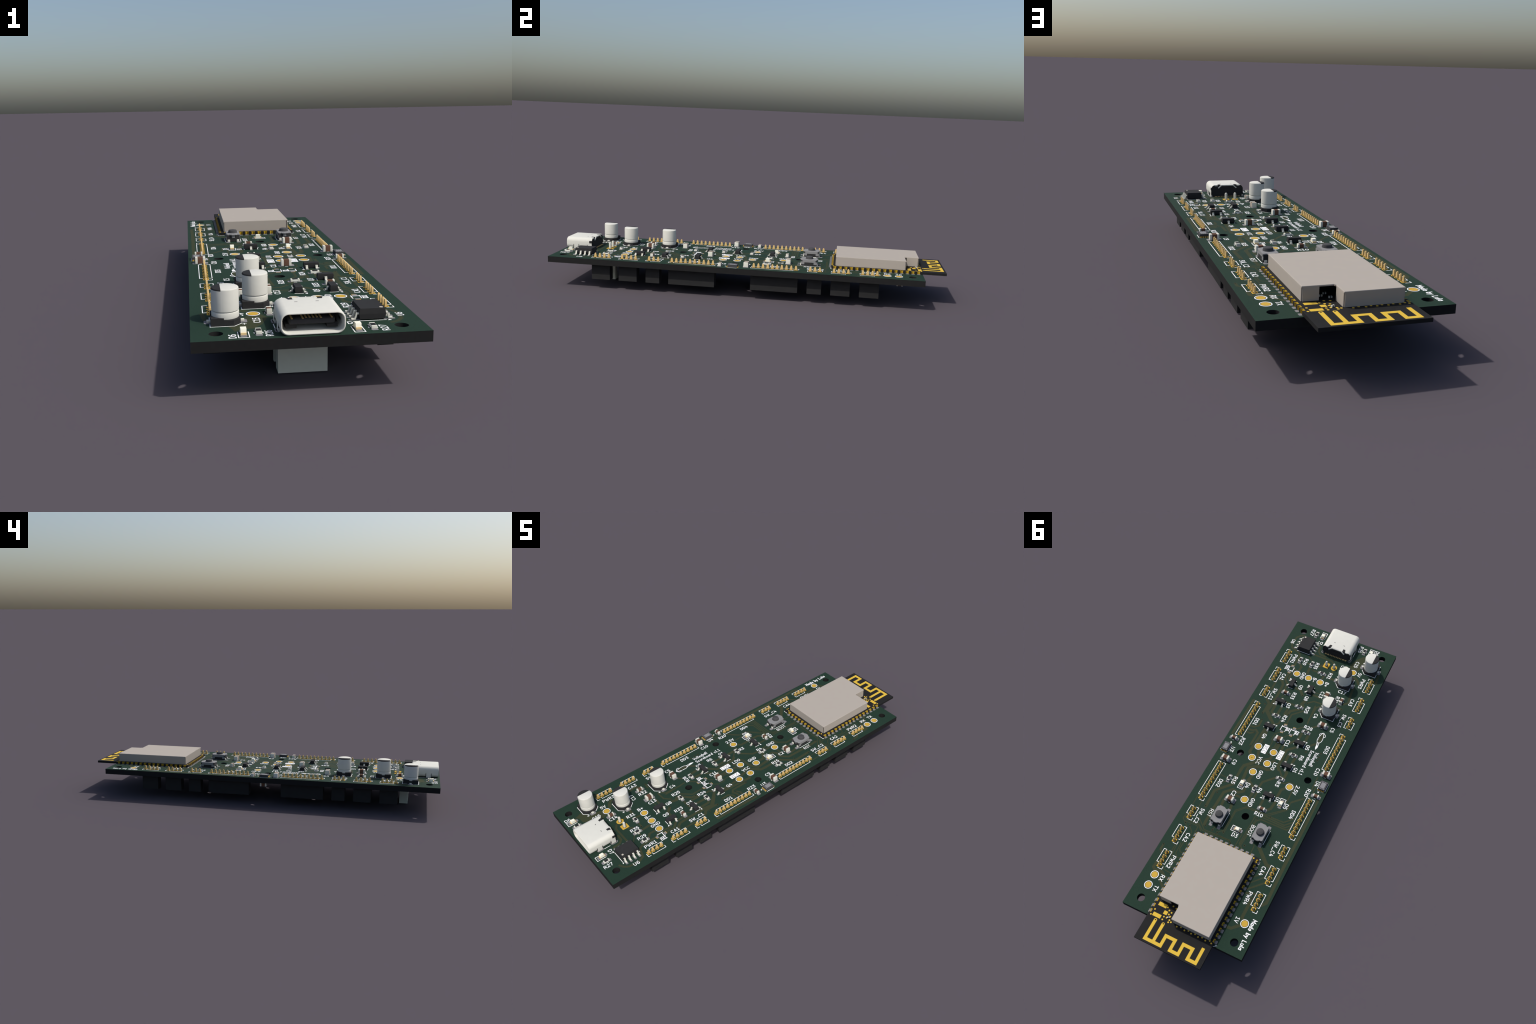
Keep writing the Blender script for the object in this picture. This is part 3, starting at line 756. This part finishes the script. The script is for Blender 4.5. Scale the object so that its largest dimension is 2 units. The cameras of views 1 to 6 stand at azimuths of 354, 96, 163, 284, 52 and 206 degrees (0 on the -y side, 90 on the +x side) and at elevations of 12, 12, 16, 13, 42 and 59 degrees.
# ---------------------------------------------------------------- radio module
MX, MY0, MY1, MH = 0.115, 77.33, 108.3, 0.70
XL, XR = MX - 9.0, MX + 9.0
def radio_module():
    ys = [78.33 + 1.5 * i for i in range(16)]
    xs = [MX - 6.75 + 1.5 * i for i in range(10)]
    r = .36
    out = []
    for x in xs: out += [(x - r, MY0)] + arc(x, MY0, r, r, 180, 0, 6)[1:-1] + [(x + r, MY0)]
    out = [(XL, MY0)] + out + [(XR, MY0)]
    for y in ys: out += [(XR, y - r)] + arc(XR, y, r, r, -90, -270, 6)[1:-1] + [(XR, y + r)]
    out += [(XR, MY1), (XL, MY1)]
    for y in ys[::-1]: out += [(XL, y + r)] + arc(XL, y, r, r, 90, -90, 6)[1:-1] + [(XL, y - r)]
    b = Builder(); b.prism(out, .05, MH, MODPCB)
    mod = add("radio_module", b.mesh("radio_module"), exact=True)
    # plated half-holes with their top lands
    g = Builder(); t = .05
    cres = arc(0, 0, r + .005, r + .005, 180, 0, 8); inn = arc(0, 0, r - t, r - t, 0, 180, 8)
    g.prism([(x, y) for x, y in cres] + inn, .05, MH + .012, CASTGOLD)
    g.prism([(-.43, .004), (-r + t, .004)] + arc(0, 0, r - t, r - t, 180, 0, 8)[1:-1] + [(r - t, .004), (.43, .004), (.43, .50), (-.43, .50)], MH - .02, MH + .016, CASTGOLD)
    lm = g.mesh("edge_pad", 50)
    for x in xs: add("edge_pad", lm, x, MY0, 0, 0, parent=mod)
    for y in ys:
        add("edge_pad", lm, XR, y, 0, 90, parent=mod)
        add("edge_pad", lm, XL, y, 0, -90, parent=mod)
        for xa, xb in ((XR - .5, XR + .52), (XL - .52, XL + .5)):
            pads.prism(rrect(xa, xb, y - .45, y + .45, .14, 3), 0, .009, SOLDER)
    for x in xs: pads.prism(rrect(x - .45, x + .45, MY0 - .70, MY0 + .5, .14, 3), 0, .009, SOLDER)
    for y in ys[:3]: pads.prism(circle(XL - .27, y, .13, 10), 0, .0105, HOLE)
    # antenna and matching network lands
    a = Builder(); W = .79
    path = [(6.61, 102.55), (6.61, 107.43), (2.30, 107.43), (2.30, 104.80), (-.26, 104.80), (-.26, 107.43), (-2.50, 107.43), (-2.50, 104.80), (-5.03, 104.80), (-5.03, 107.43), (-7.25, 107.43), (-7.25, 103.5)]
    a.stroke(path, W, MH - .01, MH + .016, ANTGOLD, cap=False)
    a.prism([(6.215, 102.54), (6.215, 102.36), (6.40, 102.13), (6.82, 102.13), (7.005, 102.36), (7.005, 102.54)], MH - .01, MH + .0165, ANTGOLD)
    a.prism([(4.0, 107.03), (4.0, 102.5), (4.2, 102.25), (4.6, 102.25), (4.78, 102.5), (4.78, 107.03)], MH - .01, MH + .0155, ANTGOLD)
    for x, y in ((6.61, 102.45), (4.39, 102.55)): a.prism(circle(x, y, .17, 12), MH, MH + .022, HOLE)
    add("antenna", a.mesh("antenna"), 0, 0, 0, parent=mod)
    d = Builder()
    for x0, x1, y0, y1 in ((5.76, 7.98, 98.03, 98.97), (5.80, 7.98, 100.87, 101.82), (4.80, 5.78, 99.46, 100.39), (4.17, 4.53, 99.78, 100.16), (4.30, 4.60, 100.72, 101.08), (3.62, 3.92, 100.1, 100.5)):
        d.box(x0, x1, y0, y1, MH - .01, MH + .018, ANTGOLD)
    dots = [(8.10, 100.22), (8.37, 101.71), (5.17, 100.94), (5.17, 101.71), (4.74, 99.04), (3.97, 99.32), (3.51, 101.13), (3.52, 101.71), (2.92, 101.42), (5.46, 98.50), (4.38, 97.7), (3.4, 97.9),
            (-7.54, 77.9), (-7.71, 101.33), (-8.32, 101.72), (1.10, 101.74), (-1.0, 101.74), (-2.85, 101.74), (-4.75, 101.74), (-6.72, 101.74), (7.75, 77.9), (.1, 101.42), (-1.95, 101.42), (-3.8, 101.42), (-5.7, 101.42)]
    for x, y in dots: d.prism(circle(x, y, .21, 12), MH - .01, MH + .020, ANTGOLD)
    add("contact_land", d.mesh("contact_land"), 0, 0, 0, parent=mod, stuff=True)
    tiny = Builder()
    for x, y, rot in ((4.05, 100.65, 30), (4.2, 95.6, 0), (3.2, 94.6, 0), (4.9, 94.2, 90), (2.9, 96.6, 0)):
        f = place(x, y, rot)
        for sx, m in ((-1, METAL), (0, CHIPG), (1, METAL)):
            tiny.prism([f(px, py) for px, py in rrect(-.1 + sx * .2, .1 + sx * .2, -.15, .15)], MH, MH + .30, m)
    tiny.box(-3.5, 3.0, 84, 92, MH, MH + .85, BLACK)
    add("module_component", tiny.mesh("module_component"), 0, 0, 0, parent=mod, stuff=True)
    # shield can: top plate with a stepped corner, separate side walls with open corner seams
    x0, x1, y0, y1, ym, xn, zt, t, s = -7.76, 8.04, 78.46, 101.3, 97.45, 2.52, 3.24, .20, .20
    c = Builder()
    def top(i): return [(x0 + i, y0 + i), (x1 - i, y0 + i), (x1 - i, ym - i), (xn + .12, ym - i), (xn + .12, ym + .35), (xn - i, ym + .35), (xn - i, y1 - i), (x0 + i, y1 - i)]
    c.loft([[(x, y, z) for x, y in top(i)] for z, i in ((zt - .24, 0), (zt - .10, 0), (zt - .03, .03), (zt, .09))], SHIELD)
    zb = MH + .03
    c.box(x0 + t, x1 - s - t, y0 + .003, y0 + t, zb, zt - .2, SHIELD)
    c.box(x0 + t, xn - t, y1 - t, y1 - .003, zb, zt - .2, SHIELD)
    c.box(5.12, x1 - t, ym - t, ym - .003, zb, zt - .2, SHIELD)
    c.box(x0 + .003, x0 + t, y0 + s, y1 - s, zb, zt - .2, SHIELD)
    c.box(x1 - t, x1 - .003, y0 + s, ym - s, zb, zt - .2, SHIELD)
    c.box(xn - t, xn - .003, 98.0, y1 - s, zb, zt - .2, SHIELD)
    add("shield_can", c.mesh("shield_can", 25), 0, 0, 0, parent=mod)
radio_module()
line((-9.02, 77.75), (-9.02, 77.22), (-7.65, 77.22)); line((7.45, 77.22), (9.25, 77.22), (9.25, 77.6))
line((-8.9, 101.9), (-8.9, 101.95)); patch((-8.92, 101.98), (-9.35, 101.42), (-9.75, 101.44))

# ---------------------------------------------------------------- chips under the board
for x, y, r, kd in ((-14.75, 51.25, 90, CAP5), (13.6, 95.6, 90, CAP3)):
    o = add("ceramic_capacitor", kd[0], x, y, -THICK - .02, r, flip=True)
    for s in (-1, 1): add("terminal", kd[1], s * kd[2], 0, 0, parent=o)

# ---------------------------------------------------------------- rocket drawing
RK = [(-7.92, 34.95), (-7.55, 35.6), (-7.2, 36.9), (-7.18, 37.9), (-7.48, 38.66), (-8.12, 38.66), (-8.50, 38.0), (-8.55, 37.2), (-8.35, 36.0), (-7.92, 34.95)]
rocket = Builder()
rocket.prism(RK[:-1], 0, .0058, OLIVE)
for pts, w in ((RK, .13), ([(-7.75, 35.1), (-7.1, 35.65), (-7.05, 36.1), (-7.3, 36.3)], .13), ([(-8.1, 35.1), (-8.75, 35.65), (-8.85, 36.2), (-8.5, 36.35)], .13),
               ([(-7.55, 38.66), (-7.70, 39.7)], .13), ([(-8.08, 38.66), (-8.20, 39.7)], .13), ([(-7.82, 38.7), (-7.9, 39.6)], .06), ([(-7.30, 37.1), (-7.42, 37.1)], .08), ([(-7.30, 37.6), (-7.45, 37.6)], .08)):
    rocket.stroke(pts, w, 0, .0112 + .0002 * (len(rocket.f) % 7), SILK)
rocket.prism([(-7.68, 39.6), (-8.25, 39.6), (-8.32, 40.3), (-7.98, 41.15), (-7.70, 40.4)], 0, .0136, SILK)
add("printed_rocket", rocket.mesh("printed_rocket"))

# ---------------------------------------------------------------- lettering on the board
for t, x, y in (("R27", 10.33, 2.2), ("U6", 14.33, 8.07), ("PWR1", 11.2, 14.2), ("R29", 7.5, 13.82), ("R35", 3.88, 13.81), ("R26", -5.75, 2.2), ("D6", -10.8, 1.5),
                ("C15", -6.85, 8.2), ("C14", -3.42, 11.45), ("5V", -9.07, 11.48), ("GND", 6.03, 19.0), ("B-", 2.3, 18.95), ("B+", -1.65, 18.95), ("R31", -1.21, 15.6), ("PWR3", -10.95, 14.25),
                ("CA1", 11.22, 21.85), ("Q9", 4.77, 23.15), ("R33", 5.4, 26.88), ("SW_C1", 11.1, 28.88), ("Q8", 1.58, 26.11), ("C13", -1.9, 23.0),
                ("Q3", 5.18, 30.65), ("R25", -.33, 29.8), ("C4", -3.41, 30.67), ("R32", -6.62, 22.75), ("CA3", -10.85, 21.86), ("SW_C3", -10.88, 28.88), ("R24", 4.37, 35.4), ("DD1", 11.15, 39.7),
                ("Q4", 6.81, 43.22), ("C5", -9.7, 33.1), ("C11", -.05, 42.55), ("R23", 11.7, 47.4), ("U3", 12.9, 50.91), ("C9", 10.48, 54.4),
                ("VCC", 4.55, 50.98), ("LDO", 0, 50.95), ("Q5", -5.83, 41.45), ("R6", -5.68, 45.3), ("DD3", -10.94, 39.9), ("C10", -11.4, 47.5), ("Q1", -5.8, 49.55),
                ("GND", 2.35, 54.98), ("R15", 7.75, 59.5), ("DD2", 11.0, 62.0), ("D4", 3.79, 59.42), ("C2", 6.04, 63.17), ("R4", .22, 59.45), ("GND", .47, 63.58), ("R3", -3.38, 55.5),
                ("2.5V", -8.7, 55.1), ("U1", -5.37, 59.9), ("D5", -8.36, 60.75), ("SW_C2", 11.1, 73.05), ("U4", -12.98, 50.9), ("R20", -11.8, 54.5), ("DD4", -10.9, 62.25),
                ("CA2", 11.0, 79.95), ("SW_C4", -10.94, 73.0), ("CA4", -10.85, 79.8), ("PWR2", 11.13, 87.55), ("RX", 11.02, 92.35), ("TX", 11.0, 95.4), ("PWR4", -10.8, 87.7), ("1V", -10.98, 93.75)):
    label(t, x, y)
for t, x, y in (("R28", -3.28, 35.3), ("R10", -2.85, 65.9), ("D3", .04, 74.0), ("C17", -6.95, 19.6)): label(t, x, y, 'X')
label("D7", 6.6, 5.0, 'P')
for t, x, y in (("D1", 1.67, 38.3), ("D2", -1.13, 38.3), ("D11", 11.7, 18.05)): label(t, x, y, size=.78, stroke=.17, gap=.18)
for t, x, y in (("RST", 8.86, 71.0), ("BOOT", -3.2, 71.0)): label(t, x, y, stroke=.12, gap=.24)
label("Volleyball", -9.0, 44.2, size=.95, stroke=.135, gap=.215, squeeze=.82)
label("Scoreboard v1.1", -7.55, 46.0, size=.95, stroke=.135, gap=.243, squeeze=.82)
label("Made by Lula", -15.03, 95.95, size=1.0, stroke=.20, gap=.255, squeeze=.92)
for t, x, y in (("VCC", 4.67, 46.9), ("LDO", 0.0, 46.95)):
    silk.prism(rrect(x - .72, x + .68, y - 1.52, y + 1.52), 0, .0128, SILK)
    label(t, x, y, z=.0145, mat=GREEN, stroke=.10, gap=.28)

add("solder_pad", pads.mesh("solder_pad"), stuff=True)
add("printed_line", silk.mesh("printed_line"), stuff=True)
